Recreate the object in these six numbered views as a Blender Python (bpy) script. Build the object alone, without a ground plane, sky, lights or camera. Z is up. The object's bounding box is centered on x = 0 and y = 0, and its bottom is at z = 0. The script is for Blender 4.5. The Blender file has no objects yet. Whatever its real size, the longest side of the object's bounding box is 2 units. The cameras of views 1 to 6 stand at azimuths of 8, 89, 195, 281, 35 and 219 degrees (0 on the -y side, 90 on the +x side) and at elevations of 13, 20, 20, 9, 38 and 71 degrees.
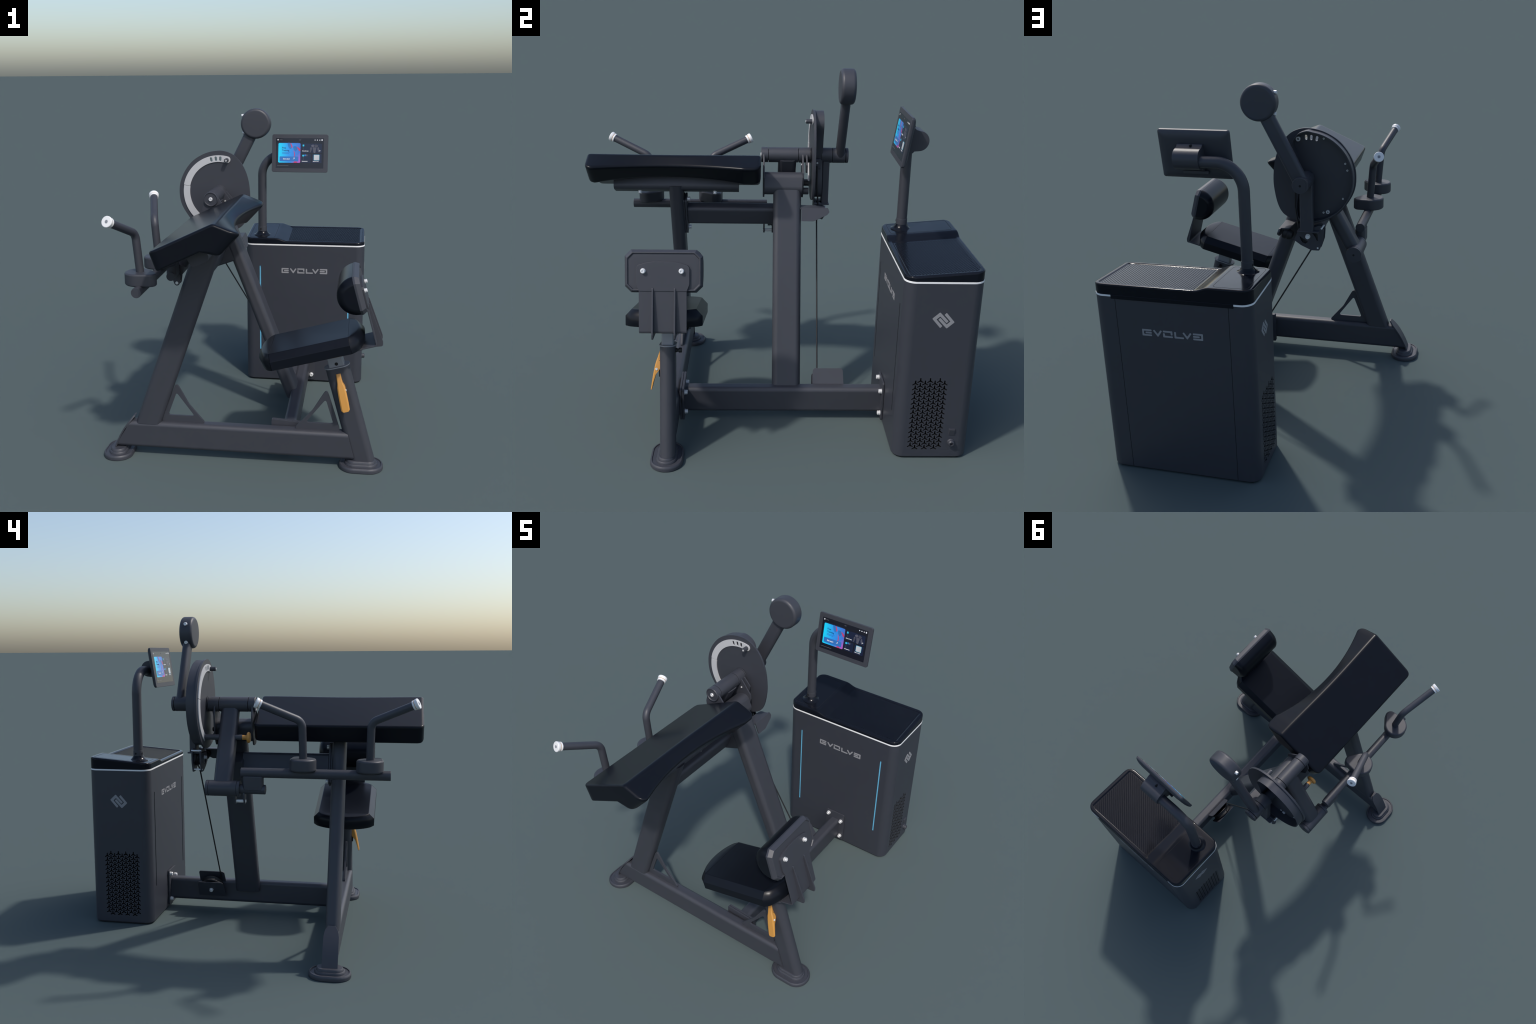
# Biceps-curl machine with resistance cabinet, built part by part.
import bpy, bmesh, math
from mathutils import Vector, Matrix

V = Vector
PI = math.pi

# ----------------------------------------------------------------- materials
def material(name, color, rough=0.5, metallic=0.0, spec=0.5, grain=0.0, grain_scale=900.0,
             mottle=0.06, coat=0.0):
    """Principled material with a slight colour mottle and fine surface grain."""
    m = bpy.data.materials.new(name)
    m.use_nodes = True
    nt = m.node_tree
    b = nt.nodes["Principled BSDF"]
    tc = nt.nodes.new("ShaderNodeTexCoord")
    n1 = nt.nodes.new("ShaderNodeTexNoise")
    n1.inputs["Scale"].default_value = 14.0
    n1.inputs["Detail"].default_value = 4.0
    nt.links.new(tc.outputs["Object"], n1.inputs["Vector"])
    ramp = nt.nodes.new("ShaderNodeValToRGB")
    lo = [c * (1 - mottle) for c in color]
    hi = [min(1.0, c * (1 + mottle)) for c in color]
    ramp.color_ramp.elements[0].position = 0.3
    ramp.color_ramp.elements[1].position = 0.7
    ramp.color_ramp.elements[0].color = (*lo, 1)
    ramp.color_ramp.elements[1].color = (*hi, 1)
    nt.links.new(n1.outputs["Fac"], ramp.inputs["Fac"])
    nt.links.new(ramp.outputs["Color"], b.inputs["Base Color"])
    b.inputs["Roughness"].default_value = rough
    b.inputs["Metallic"].default_value = metallic
    b.inputs["Specular IOR Level"].default_value = spec
    b.inputs["Coat Weight"].default_value = coat
    if grain > 0:
        n2 = nt.nodes.new("ShaderNodeTexNoise")
        n2.inputs["Scale"].default_value = grain_scale
        n2.inputs["Detail"].default_value = 2.0
        nt.links.new(tc.outputs["Object"], n2.inputs["Vector"])
        bp = nt.nodes.new("ShaderNodeBump")
        bp.inputs["Strength"].default_value = grain
        bp.inputs["Distance"].default_value = 0.001
        nt.links.new(n2.outputs["Fac"], bp.inputs["Height"])
        nt.links.new(bp.outputs["Normal"], b.inputs["Normal"])
    return m

VR = 0.28
PR = 0.16
PS = 0.19
VS = 0.18
PAINT = material("graphite_powder_coat", (0.040, 0.0425, 0.0535), rough=0.48, grain=0.03, mottle=0.02)
PANEL = material("graphite_sheet_panel", (0.0363, 0.0395, 0.0515), rough=0.45, grain=0.03, mottle=0.02)
VINYL = material("black_upholstery", (0.0055, 0.0070, 0.0110), rough=VR, spec=VS, grain=0.0, mottle=0.05)
PLASTIC = material("black_moulded_plastic", (0.0062, 0.0078, 0.0125), rough=PR, spec=PS, mottle=0.05)
RUBBER = material("black_rubber", (0.006, 0.006, 0.008), rough=0.6)
DARK = material("dark_opening", (0.003, 0.003, 0.004), rough=0.8)
STEEL = material("bright_zinc_steel", (0.80, 0.80, 0.80), rough=0.35, metallic=0.35)
POST = material("grey_seat_post", (0.23, 0.245, 0.27), rough=0.4)
WHITE = material("white_end_cap", (0.78, 0.78, 0.78), rough=0.35, mottle=0.02)
SCALE = material("light_grey_scale_band", (0.50, 0.50, 0.51), rough=0.45, mottle=0.03)
STRIPE = material("white_trim_band", (0.85, 0.85, 0.85), rough=0.35, mottle=0.02)
ORANGE = material("amber_plastic", (0.53, 0.255, 0.055), rough=0.38, mottle=0.04)
LETTER = material("silver_lettering", (0.27, 0.27, 0.285), rough=0.45, mottle=0.03)
BLUE = material("pale_blue_light_strip", (0.15, 0.48, 0.72), rough=0.4, mottle=0.03)
CABLE = material("black_coated_cable", (0.012, 0.012, 0.014), rough=0.5)

# ----------------------------------------------------------------- scene tree
ROOT = bpy.data.objects.new("biceps_curl_machine", None)
bpy.context.scene.collection.objects.link(ROOT)
ROOT["label"] = "dark graphite arm curl gym machine with screen cabinet"
ROOT["category"] = "gym machine"

def finish(bm, angle=32):
    bmesh.ops.remove_doubles(bm, verts=bm.verts, dist=1e-6)
    bmesh.ops.recalc_face_normals(bm, faces=bm.faces)
    a = math.radians(angle)
    for f in bm.faces:
        f.smooth = True
    for e in bm.edges:
        e.smooth = not (len(e.link_faces) == 2 and e.calc_face_angle(0) > a)

def add(name, bm, mat, parent=None, angle=32, weighted=True, stuff=False):
    finish(bm, angle)
    me = bpy.data.meshes.new(name)
    bm.to_mesh(me)
    bm.free()
    me.materials.append(mat)
    ob = bpy.data.objects.new(name, me)
    bpy.context.scene.collection.objects.link(ob)
    ob.parent = parent or ROOT
    if weighted:
        w = ob.modifiers.new("face_weighted_normals", 'WEIGHTED_NORMAL')
        w.keep_sharp = True
        w.weight = 80
    if stuff:
        ob["kind"] = "stuff"
    return ob

def instance(src, name, matrix, parent=None):
    ob = src.copy()
    ob.name = name
    bpy.context.scene.collection.objects.link(ob)
    ob.parent = parent or ROOT
    ob.matrix_local = matrix
    return ob

# ----------------------------------------------------------------- geometry kit
def bevel_sharp(bm, width, segs=3, angle=30):
    if width <= 0:
        return
    bmesh.ops.remove_doubles(bm, verts=bm.verts, dist=1e-6)
    bmesh.ops.recalc_face_normals(bm, faces=bm.faces)
    a = math.radians(angle)
    es = [e for e in bm.edges if len(e.link_faces) == 2 and e.calc_face_angle(0) > a]
    bmesh.ops.bevel(bm, geom=es, offset=width, segments=segs, profile=0.5, affect='EDGES', clamp_overlap=True)

def rounded_rectangle(w, h, r, n=6):
    r = min(r, w / 2 - 1e-5, h / 2 - 1e-5)
    out = []
    for cx, cy, a0 in ((1, 1, 0), (-1, 1, 90), (-1, -1, 180), (1, -1, 270)):
        for i in range(n + 1):
            a = math.radians(a0 + 90 * i / n)
            out.append((cx * (w / 2 - r) + r * math.cos(a), cy * (h / 2 - r) + r * math.sin(a)))
    return out

def loft(bm, sections, cap=True, closed_loop=True):
    rings = [[bm.verts.new(p) for p in s] for s in sections]
    n = len(rings[0])
    for a, b in zip(rings, rings[1:]):
        for i in range(n if closed_loop else n - 1):
            j = (i + 1) % n
            bm.faces.new((a[i], a[j], b[j], b[i]))
    if cap:
        bm.faces.new(list(reversed(rings[0])))
        bm.faces.new(rings[-1])
    return rings

def frame_from(axis, xhint):
    z = V(axis).normalized()
    x = V(xhint)
    x = (x - z * x.dot(z)).normalized()
    return x, z.cross(x), z

def beam(p0, p1, w, h, r, xhint, bm=None, bev=0.0):
    """Straight tube of rounded rectangular section; w along xhint."""
    own = bm or bmesh.new()
    p0, p1 = V(p0), V(p1)
    x, y, z = frame_from(p1 - p0, xhint)
    sec = rounded_rectangle(w, h, r)
    loft(own, [[p + x * a + y * b for a, b in sec] for p in (p0, p1)])
    if bev:
        bevel_sharp(own, bev, 2, 60)
    return own

def leaning_post(c0, z0, c1, z1, wx, wy, r, y):
    """Post with horizontal cut ends: centre x runs from c0 (height z0) to c1 (height z1)."""
    bm = bmesh.new()
    sec = rounded_rectangle(wx, wy, r, 8)
    loft(bm, [[V((c + a, y + b, z)) for a, b in sec] for c, z in ((c0, z0), (c1, z1))])
    return bm

def lathe(profile, origin, axis, n=40, bm=None, xhint=None):
    """Surface of revolution; profile = (radius, distance along axis) from end to end."""
    own = bm or bmesh.new()
    o = V(origin)
    ax = V(axis).normalized()
    hint = V(xhint) if xhint else (V((0, 0, 1)) if abs(ax.z) < 0.9 else V((1, 0, 0)))
    x, y, z = frame_from(ax, hint)
    rings = []
    for r, h in profile:
        if r < 1e-6:
            rings.append([own.verts.new(o + z * h)])
        else:
            rings.append([own.verts.new(o + z * h + x * (r * math.cos(2 * PI * i / n)) + y * (r * math.sin(2 * PI * i / n)))
                          for i in range(n)])
    for a, b in zip(rings, rings[1:]):
        for i in range(n):
            j = (i + 1) % n
            va = a[i % len(a)], a[j % len(a)]
            vb = b[i % len(b)], b[j % len(b)]
            vs = []
            for v in (va[0], va[1], vb[1], vb[0]):
                if v not in vs:
                    vs.append(v)
            if len(vs) > 2:
                own.faces.new(vs)
    for ring, rev in ((rings[0], True), (rings[-1], False)):
        if len(ring) > 2:
            own.faces.new(list(reversed(ring)) if rev else ring)
    return own

def rod(p0, p1, r, bev=0.002, n=32, bm=None):
    p0, p1 = V(p0), V(p1)
    L = (p1 - p0).length
    prof = [(r, 0), (r, L)] if bev <= 0 else [(r - bev, 0), (r - bev * .3, bev * .3), (r, bev), (r, L - bev),
                                            (r - bev * .3, L - bev * .3), (r - bev, L)]
    return lathe(prof, p0, p1 - p0, n, bm)

def bent_path(pts, radius, n=10):
    pts = [V(p) for p in pts]
    out = [pts[0]]
    for a, b, c in zip(pts, pts[1:], pts[2:]):
        u, w = (a - b).normalized(), (c - b).normalized()
        ang = u.angle(w)
        t = radius / math.tan(ang / 2)
        s, e = b + u * t, b + w * t
        ctr = b + (u + w).normalized() * (radius / math.sin(ang / 2))
        d0, d1 = s - ctr, e - ctr
        tot = d0.angle(d1)
        for i in range(n + 1):
            k = i / n
            out.append(ctr + (d0 * math.sin((1 - k) * tot) + d1 * math.sin(k * tot)) / math.sin(tot))
    out.append(pts[-1])
    return out

def pipe(pts, r, n=28, bm=None):
    own = bm or bmesh.new()
    pts = [V(p) for p in pts]
    tang = [(pts[min(i + 1, len(pts) - 1)] - pts[max(i - 1, 0)]).normalized() for i in range(len(pts))]
    x = tang[0].orthogonal().normalized()
    secs = []
    for p, t in zip(pts, tang):
        x = (x - t * x.dot(t)).normalized()
        y = t.cross(x)
        secs.append([p + x * (r * math.cos(2 * PI * i / n)) + y * (r * math.sin(2 * PI * i / n)) for i in range(n)])
    loft(own, secs)
    return own

def plate(outer, holes, origin, ux, uy, thick, bev=0.0, bm=None):
    """Flat plate from a 2D outline with holes, extruded by thick along ux x uy."""
    own = bmesh.new()
    o, ux, uy = V(origin), V(ux), V(uy)
    nz = ux.cross(uy).normalized()
    edges = []
    for loop in [outer] + list(holes):
        vs = [own.verts.new(o + ux * a + uy * b) for a, b in loop]
        edges += [own.edges.new((vs[i], vs[(i + 1) % len(vs)])) for i in range(len(vs))]
    if holes:
        bmesh.ops.triangle_fill(own, use_beauty=True, use_dissolve=False, edges=edges)
    else:
        own.faces.new(list(own.verts))
    res = bmesh.ops.extrude_face_region(own, geom=list(own.faces))
    bmesh.ops.translate(own, verts=[g for g in res["geom"] if isinstance(g, bmesh.types.BMVert)], vec=nz * thick)
    if bev:
        bevel_sharp(own, bev, 2, 60)
    if bm is None:
        return own
    me = bpy.data.meshes.new("temporary")
    own.to_mesh(me)
    own.free()
    bm.from_mesh(me)
    bpy.data.meshes.remove(me)
    return bm

def round_corners(poly, r, n=5):
    """Fillet every corner of a closed 2D polygon (r scalar or list)."""
    out = []
    m = len(poly)
    for i in range(m):
        rr = r[i] if isinstance(r, (list, tuple)) else r
        a, b, c = V(poly[i - 1]).to_3d(), V(poly[i]).to_3d(), V(poly[(i + 1) % m]).to_3d()
        if rr <= 0:
            out.append((b.x, b.y))
            continue
        u, w = (a - b), (c - b)
        lu, lw = u.length, w.length
        u.normalize(); w.normalize()
        ang = u.angle(w)
        t = min(rr / math.tan(ang / 2), lu * .48, lw * .48)
        s, e = b + u * t, b + w * t
        for k in range(n + 1):
            q = k / n
            p = s * (1 - q) ** 2 + b * 2 * q * (1 - q) + e * q ** 2
            out.append((p.x, p.y))
    return out

def smooth_closed(ctrl, sub=6):
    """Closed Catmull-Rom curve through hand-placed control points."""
    m, out = len(ctrl), []
    for i in range(m):
        p0, p1, p2, p3 = (V(ctrl[(i + k) % m]) for k in (-1, 0, 1, 2))
        for s in range(sub):
            t = s / sub
            q = 0.5 * ((2 * p1) + (p2 - p0) * t + (2 * p0 - 5 * p1 + 4 * p2 - p3) * t ** 2 + (3 * p1 - p0 - 3 * p2 + p3) * t ** 3)
            out.append((q.x, q.y))
    return out

def circle2(cx, cy, r, n=16):
    return [(cx + r * math.cos(2 * PI * i / n), cy + r * math.sin(2 * PI * i / n)) for i in range(n)]

def stadium_hull(c1, r1, c2, r2, n=16):
    """Outline of the belt round two circles."""
    c1, c2 = V(c1), V(c2)
    d = c2 - c1
    a = math.atan2(d.y, d.x)
    k = math.acos((r1 - r2) / d.length)
    out = []
    for i in range(n + 1):
        t = a + k + (2 * PI - 2 * k) * i / n
        out.append((c1.x + r1 * math.cos(t), c1.y + r1 * math.sin(t)))
    for i in range(n + 1):
        t = a - k + 2 * k * i / n
        out.append((c2.x + r2 * math.cos(t), c2.y + r2 * math.sin(t)))
    return out

def stroke_outline(path, w):
    """2D outline of a polyline drawn with pen width w (mitred joins)."""
    pts = [V(p) for p in path]
    left, right = [], []
    for i, p in enumerate(pts):
        d0 = (p - pts[i - 1]).normalized() if i > 0 else None
        d1 = (pts[i + 1] - p).normalized() if i < len(pts) - 1 else None
        d0, d1 = d0 or d1, d1 or d0
        n0, n1 = V((-d0.y, d0.x)), V((-d1.y, d1.x))
        m = (n0 + n1).normalized()
        k = (w / 2) / max(0.35, m.dot(n0))
        left.append(tuple(p + m * k))
        right.append(tuple(p - m * k))
    return left + right[::-1]

XZ = ((1, 0, 0), (0, 0, 1))     # plate() in the x-z plane extrudes towards -y

# bolt used all over the machine
def make_bolt(name, r=0.0115, length=0.016, mat=STEEL, washer=True):
    prof = []
    if washer:
        prof += [(r * 1.15, 0), (r * 1.15, .003), (r * .9, .0035)]
    else:
        prof += [(r, 0)]
    prof += [(r, .0045), (r, length - .002), (r * .85, length), (r * .45, length), (r * .40, length - .005), (0, length - .005)]
    bm = lathe(prof, (0, 0, 0), (0, 0, 1), 20)
    ob = add(name, bm, mat)
    ob.hide_render = True
    return ob

BOLT = make_bolt("bolt_source")
SMALL = make_bolt("small_bolt_source", 0.0065, 0.005, STEEL, False)

def bolt(pos, direction, parent=None, scale=1.0, src=None, name="bolt"):
    d = V(direction).normalized()
    m = Matrix.Translation(V(pos)) @ d.to_track_quat('Z', 'Y').to_matrix().to_4x4() @ Matrix.Scale(scale, 4)
    ob = instance(src or BOLT, name, m, parent)
    ob.hide_render = False
    return ob

# =================================================================== BASE FRAME
YB = -0.540          # centre plane of the front frame

# front cross beam with slanted left end
bm = bmesh.new()
sec = rounded_rectangle(0.075, 0.156, 0.024)
def beam_end(z):     # curved cut of the left end
    k = max(0.0, (z - 0.048) / 0.157)
    return -0.712 + 0.095 * k ** 1.25
secL = [V((beam_end(0.127 + b), YB + a, 0.127 + b)) for a, b in sec]
secR = [V((0.640 - 0.27 * (0.127 + b), YB + a, 0.127 + b)) for a, b in sec]
loft(bm, [secL, secR])
front_beam = add("front_cross_beam", bm, PAINT)

# curved cover plate on the slanted end
bm = bmesh.new()
prof = [(-0.604, 0.236), (-0.621, 0.214), (-0.642, 0.188), (-0.663, 0.158), (-0.683, 0.123), (-0.700, 0.088), (-0.713, 0.055), (-0.722, 0.030)]
secs = []
for i, (x, z) in enumerate(prof):
    hw = 0.042
    if i == 0: hw = 0.020
    if i == 1: hw = 0.036
    secs.append([V((x, YB - hw, z)), V((x, YB + hw, z)), V((x + .008, YB + hw, z - .004)), V((x + .008, YB - hw, z - .004))])
loft(bm, secs)
bevel_sharp(bm, 0.0015, 2, 60)
add("end_cover_plate", bm, PAINT, front_beam)

# feet: stepped rounded trays
def make_foot(name, cx, hx, hy):
    bm = bmesh.new()
    steps = [(0, 0), (0, .012), (-.0015, .018), (-.006, .0235), (-.010, .0235), (-.0125, .019), (-.030, .019),
             (-.0315, .027), (-.035, .031), (-.039, .032), (-.041, .040), (-.045, .045), (-.049, .046)]
    rings = []
    for off, z in steps:
        w, h = 2 * (hx + off), 2 * (hy + off)
        rings.append([V((cx + a, YB + b, z)) for a, b in rounded_rectangle(w, h, min(w, h) / 2 * 0.97, 10)])
    loft(bm, rings)
    return add(name, bm, PAINT)

make_foot("foot", -0.697, 0.083, 0.112)
make_foot("foot", 0.660, 0.120, 0.083)

# leaning front leg carrying the arm pad
bm = leaning_post(-0.521, 0.196, -0.1505, 1.235, 0.143, 0.075, 0.028, YB)
front_leg = add("front_leg", bm, PAINT)

# seat leg (oval tube), foot end level, top end square to its axis
LEAN = V((-0.263, 0, 0.965)).normalized()
SA = V((0.965, 0, 0.263)).normalized()      # along the seat
bm = bmesh.new()
sec = rounded_rectangle(0.130, 0.076, 0.0375, 10)
base = V((0.6665, -0.534, 0.045)); top = base + LEAN * 0.549
loft(bm, [[base + V((a / 0.965, b, 0)) for a, b in sec], [top + SA * a + V((0, b, 0)) for a, b in sec]])
bevel_sharp(bm, 0.002, 2, 60)
seat_leg = add("seat_leg", bm, PAINT)

# gusset plates with triangular windows
def gusset(name, apex, out, inn, hole):
    mid = ((apex[0] + out[0]) / 2 + (inn[0] - out[0]) * 0.05, (apex[1] + out[1]) / 2 - 0.008)   # hollow slope
    outer = round_corners([apex, mid, out, inn], [0.016, 0.06, 0.012, 0.016], 6)
    bm = plate(outer, [round_corners(hole, 0.009, 5)], (0, YB + .006, 0), *XZ, 0.012, 0.0015)
    add(name, bm, PAINT)
gusset("gusset", (-0.358, 0.442), (-0.196, 0.203), (-0.450, 0.203), [(-0.358, 0.380), (-0.258, 0.244), (-0.409, 0.244)])
gusset("gusset", (0.470, 0.446), (0.292, 0.203), (0.546, 0.203), [(0.465, 0.384), (0.358, 0.244), (0.507, 0.244)])

# main beam to the cabinet
bm = beam((0.261, -0.478, 0.1235), (0.261, 0.600, 0.1235), 0.072, 0.147, 0.022, (1, 0, 0))
main_beam = add("main_beam", bm, PAINT)
for y0, y1 in ((-0.502, -0.492), (-0.490, -0.478)):
    bm = plate(round_corners([(0.165, 0.035), (0.357, 0.035), (0.357, 0.218), (0.165, 0.232)], 0.008),
               [], (0, y1, 0), *XZ, y1 - y0, 0.0015)
    add("joint_plate", bm, PAINT, main_beam)
for x, z in ((0.205, 0.185), (0.317, 0.185), (0.205, 0.066), (0.317, 0.066)):
    bolt((x, -0.479, z), (0, 1, 0), main_beam, 1.05)
bm = plate(round_corners([(0.188, 0.020), (0.334, 0.020), (0.334, 0.252), (0.188, 0.252)], 0.014),
           [], (0, 0.610, 0), *XZ, 0.010, 0.0015)
add("joint_plate", bm, PAINT, main_beam)
for x, z in ((0.212, 0.226), (0.311, 0.226), (0.311, 0.192), (0.311, 0.057), (0.212, 0.057)):
    if (x, z) != (0.311, 0.226):
        bolt((x, 0.601, z), (0, -1, 0), main_beam, 1.05)

# main column
bm = leaning_post(0.239, 0.135, -0.1820, 1.245, 0.086, 0.156, 0.030, 0.078)
bevel_sharp(bm, 0.004, 2, 60)
column = add("main_column", bm, PAINT)
CU = V((-0.337, 0, 0.9415)).normalized()      # column direction
CX = V((0.9415, 0, 0.337)).normalized()

# stub joining the upper beam to the column, square to the column
bm = beam((-0.095, 0.078, 1.068), V((-0.095, 0.078, 1.068)) - CX * 0.190, 0.150, 0.112, 0.012, (0, 1, 0), bev=0.002)
add("column_stub", bm, PAINT, column)

# upper beam between front leg and column (section turned with the leg)
LD = V((0.36, 0, 0.933)); LE = V((0.933, 0, -0.36))
UC = V((-0.216, 0, 1.045))
bm = beam(UC + V((0, -0.482, 0)), UC + V((0, 0.01, 0)), 0.072, 0.118, 0.022, LE)
upper_beam = add("upper_beam", bm, PAINT)
for y0, y1 in ((-0.506, -0.496), (-0.494, -0.484)):
    own = plate(round_corners([(-0.043, -0.118), (0.043, -0.118), (0.043, 0.118), (-0.043, 0.118)], 0.012),
                [], UC + V((0, y1, 0)), LE, LD, y1 - y0, 0.0015)
    add("joint_plate", own, PAINT, upper_beam)
for s in (-0.1, 0.1):
    bolt(UC + LD * s + V((0, -0.484, 0)), (0, 1, 0), upper_beam, 1.05)

# =================================================================== ARM PAD
PAD0, PAD1 = -1.0, -0.072
def scoop(y):        # 1 at both ends, 0 where the chest hollow is deepest
    k = abs(y + 0.565) / 0.40
    return min(1.0, k ** 2)
def inset_polygon(poly, d):
    """Move every edge of a closed 2D polygon inwards by d (mitred)."""
    m = len(poly)
    area = sum(poly[i - 1][0] * poly[i][1] - poly[i][0] * poly[i - 1][1] for i in range(m))
    sg = 1 if area > 0 else -1
    out = []
    for i in range(m):
        a, b, c = V(poly[i - 1]), V(poly[i]), V(poly[(i + 1) % m])
        t0, t1 = (b - a).normalized(), (c - b).normalized()
        n0, n1 = V((-t0.y, t0.x)) * sg, V((-t1.y, t1.x)) * sg
        mid = (n0 + n1).normalized()
        out.append(tuple(b + mid * (d / max(0.3, mid.dot(n0)))))
    return out
def pad_section(y, d=0.0):
    s = scoop(y)
    e = min(y - PAD0, PAD1 - y)                 # distance to the nearer end
    def plan_round(r):                          # rounding of the four corners seen from above
        return r - math.sqrt(max(0.0, r * r - max(0.0, r - e) ** 2))
    p, q = plan_round(0.046), plan_round(0.036)
    tip = (0.008 + 0.076 * s - 0.90 * p, 1.367 + 0.006 * s + 0.30 * p)
    lobe = (-0.052 + 0.032 * s - 0.55 * p, 1.296 - 0.034 * s + 0.40 * p)
    poly = [(-0.362 + 0.9 * q, 1.276 + 0.4 * q), (-0.049, 1.4215), tip, lobe, (-0.110, 1.283), (-0.327 + 0.9 * q, 1.181 + 0.4 * q)]
    radii = [0.016, 0.035, 0.016, 0.030, 0.012, 0.012]
    if d > 0:
        poly = inset_polygon(poly, d)
        radii = [max(0.004, r - d) for r in radii]
    return round_corners(poly, radii, 6)
bm = bmesh.new()
RY, RI = 0.016, 0.012        # rounding of the end faces: depth along y, inset of the outline
arc = [math.radians(a) for a in (0, 18, 36, 54, 72, 90)]
secs = [(PAD0 + RY * (1 - math.sin(a)), RI * (1 - math.cos(a))) for a in reversed(arc)]
for i in range(81):
    y = PAD0 + (PAD1 - PAD0) * i / 80
    if PAD0 + RY + .005 < y < PAD1 - RY - .005:
        secs.append((y, 0))
secs += [(PAD1 - RY * (1 - math.sin(a)), RI * (1 - math.cos(a))) for a in arc]
loft(bm, [[V((x, y, z)) for x, z in pad_section(y, d)] for y, d in secs])
arm_pad = add("arm_pad", bm, VINYL, angle=50)

PD = V((0.9087, 0, 0.4174)).normalized(); PN = V((-0.4174, 0, 0.9087)).normalized()
tc = V((-0.150, 0, 1.2700))
bm = bmesh.new()
outl = round_corners([(-0.064, 0.0), (-0.064, -0.074), (0.040, -0.074), (0.040, 0.0)], [0.002, 0.030, 0.030, 0.002])
loft(bm, [[tc + PD * a + PN * b + V((0, y, 0)) for a, b in outl] for y in (-0.878, -0.192)])
bevel_sharp(bm, 0.002, 2, 60)
pad_tray = add("pad_support_tray", bm, PAINT, arm_pad)
for y in (-0.74, -0.325):
    bolt(tc - PD * 0.02 - PN * 0.074 + V((0, y, 0)), -PN, arm_pad, 0.9)

# =================================================================== SEAT
S0 = V((0.376, -0.541, 0.7405))                 # middle of the seat top
SN = V((-0.263, 0, 0.965)).normalized()
def seat_point(a, b, h):
    return S0 + SA * a + V((0, b, 0)) + SN * h
# profile across the seat (y) : half outline from bottom to top
def seat_ring(h):
    """half width of the cushion and end bulge at depth h below the top"""
    if h > -0.034:
        k = (-h) / 0.034
        return 0.156 + 0.031 * k, 0.056 + 0.022 * k
    k = (-h - 0.034) / 0.049
    return 0.187, 0.078 - 0.010 * k
# middle block
bm = bmesh.new()
prof = [(-0.152, 0), (0.152, 0), (0.157, -.0015), (0.1865, -.034), (0.187, -.037), (0.187, -.080), (0.184, -.083),
        (-0.184, -.083), (-0.187, -.080), (-0.187, -.037), (-0.1865, -.034), (-0.157, -.0015)]
loft(bm, [[seat_point(a, y, h) for y, h in prof] for a in (-0.2095, 0.2095)])
bevel_sharp(bm, 0.0012, 2, 60)
seat = add("seat_cushion", bm, VINYL)
# two bulging end pieces
for sgn in (-1, 1):
    bm = bmesh.new()
    rings = []
    n = 18
    for i in range(n + 1):
        t = -1 + 2 * i / n
        ring = []
        for h, inset in ((0.0, 0.006), (-.002, .001), (-0.034, 0), (-0.060, 0), (-0.080, 0), (-0.083, 0.003)):
            w, bul = seat_ring(h)
            ring.append((t * (w - inset * .5), max(0.0, (1 - t * t)) ** 0.62 * (bul - inset), h))
        rings.append(ring)
    secs = []
    for ring in rings:
        outer = [seat_point(sgn * (0.2105 + a), y, h) for y, a, h in ring]
        inner = [seat_point(sgn * 0.2100, ring[-1][0], -0.083), seat_point(sgn * 0.2100, ring[0][0], 0.0)]
        secs.append(outer + inner)
    loft(bm, secs)
    add("seat_end_cushion", bm, VINYL, seat, angle=62, weighted=False)

# seat post, collar and stirrup under the seat
pc = top
bm = beam(pc - LEAN * 0.05, pc + LEAN * 0.085, 0.083, 0.058, 0.006, SA)
seat_post = add("seat_post", bm, POST, seat)
own = plate([(a * 1.08, b * 1.10) for a, b in rounded_rectangle(0.130, 0.076, 0.0375, 10)], [], pc, SA, (0, 1, 0), 0.006, 0.001)
add("seat_post_collar", own, POST, seat)
bm = rod(pc + LEAN * 0.022 + V((0.002, -0.0285, 0)), pc + LEAN * 0.022 + V((0.002, -0.0297, 0)), 0.009, 0)
add("post_hole", bm, DARK, seat)
bm = beam(S0 - SN * 0.096 - SA * 0.12, S0 - SN * 0.096 + SA * 0.26, 0.224, 0.010, 0.003, (0, 1, 0))
add("seat_carrier_plate", bm, PAINT, seat)

# orange clamp lever on the seat leg
lever_axis = [(0.529, -0.576, 0.545, .013), (0.535, -0.585, 0.515, .0135), (0.540, -0.592, 0.497, .015), (0.546, -0.598, 0.478, .021),
              (0.551, -0.603, 0.455, .022), (0.557, -0.608, 0.430, .023), (0.565, -0.614, 0.395, .0235), (0.5725, -0.620, 0.359, .0232), (0.5745, -0.6215, 0.3505, .017)]
bm = bmesh.new()
secs = []
for i, (x, y, z, w) in enumerate(lever_axis):
    th = [0.016, 0.020, 0.026, 0.032, 0.028, 0.014, 0.009, 0.006, 0.005][i]
    secs.append([V((x, y, z)) + SA * a + V((0, b + th / 2, 0)) for a, b in
                 [(-w * .7, -th / 2), (w * .7, -th / 2), (w, -th / 2 + .005), (w, th / 2), (-w, th / 2), (-w, -th / 2 + .005)]])
loft(bm, secs)
bevel_sharp(bm, 0.002, 2, 25)
lever = add("clamp_lever", bm, ORANGE, None, angle=40)
bolt((0.566, -0.590, 0.461), SA, lever, 0.55)
bm = beam((0.553, -0.571, 0.415), (0.540, -0.571, 0.500), 0.030, 0.018, 0.003, SA)
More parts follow.
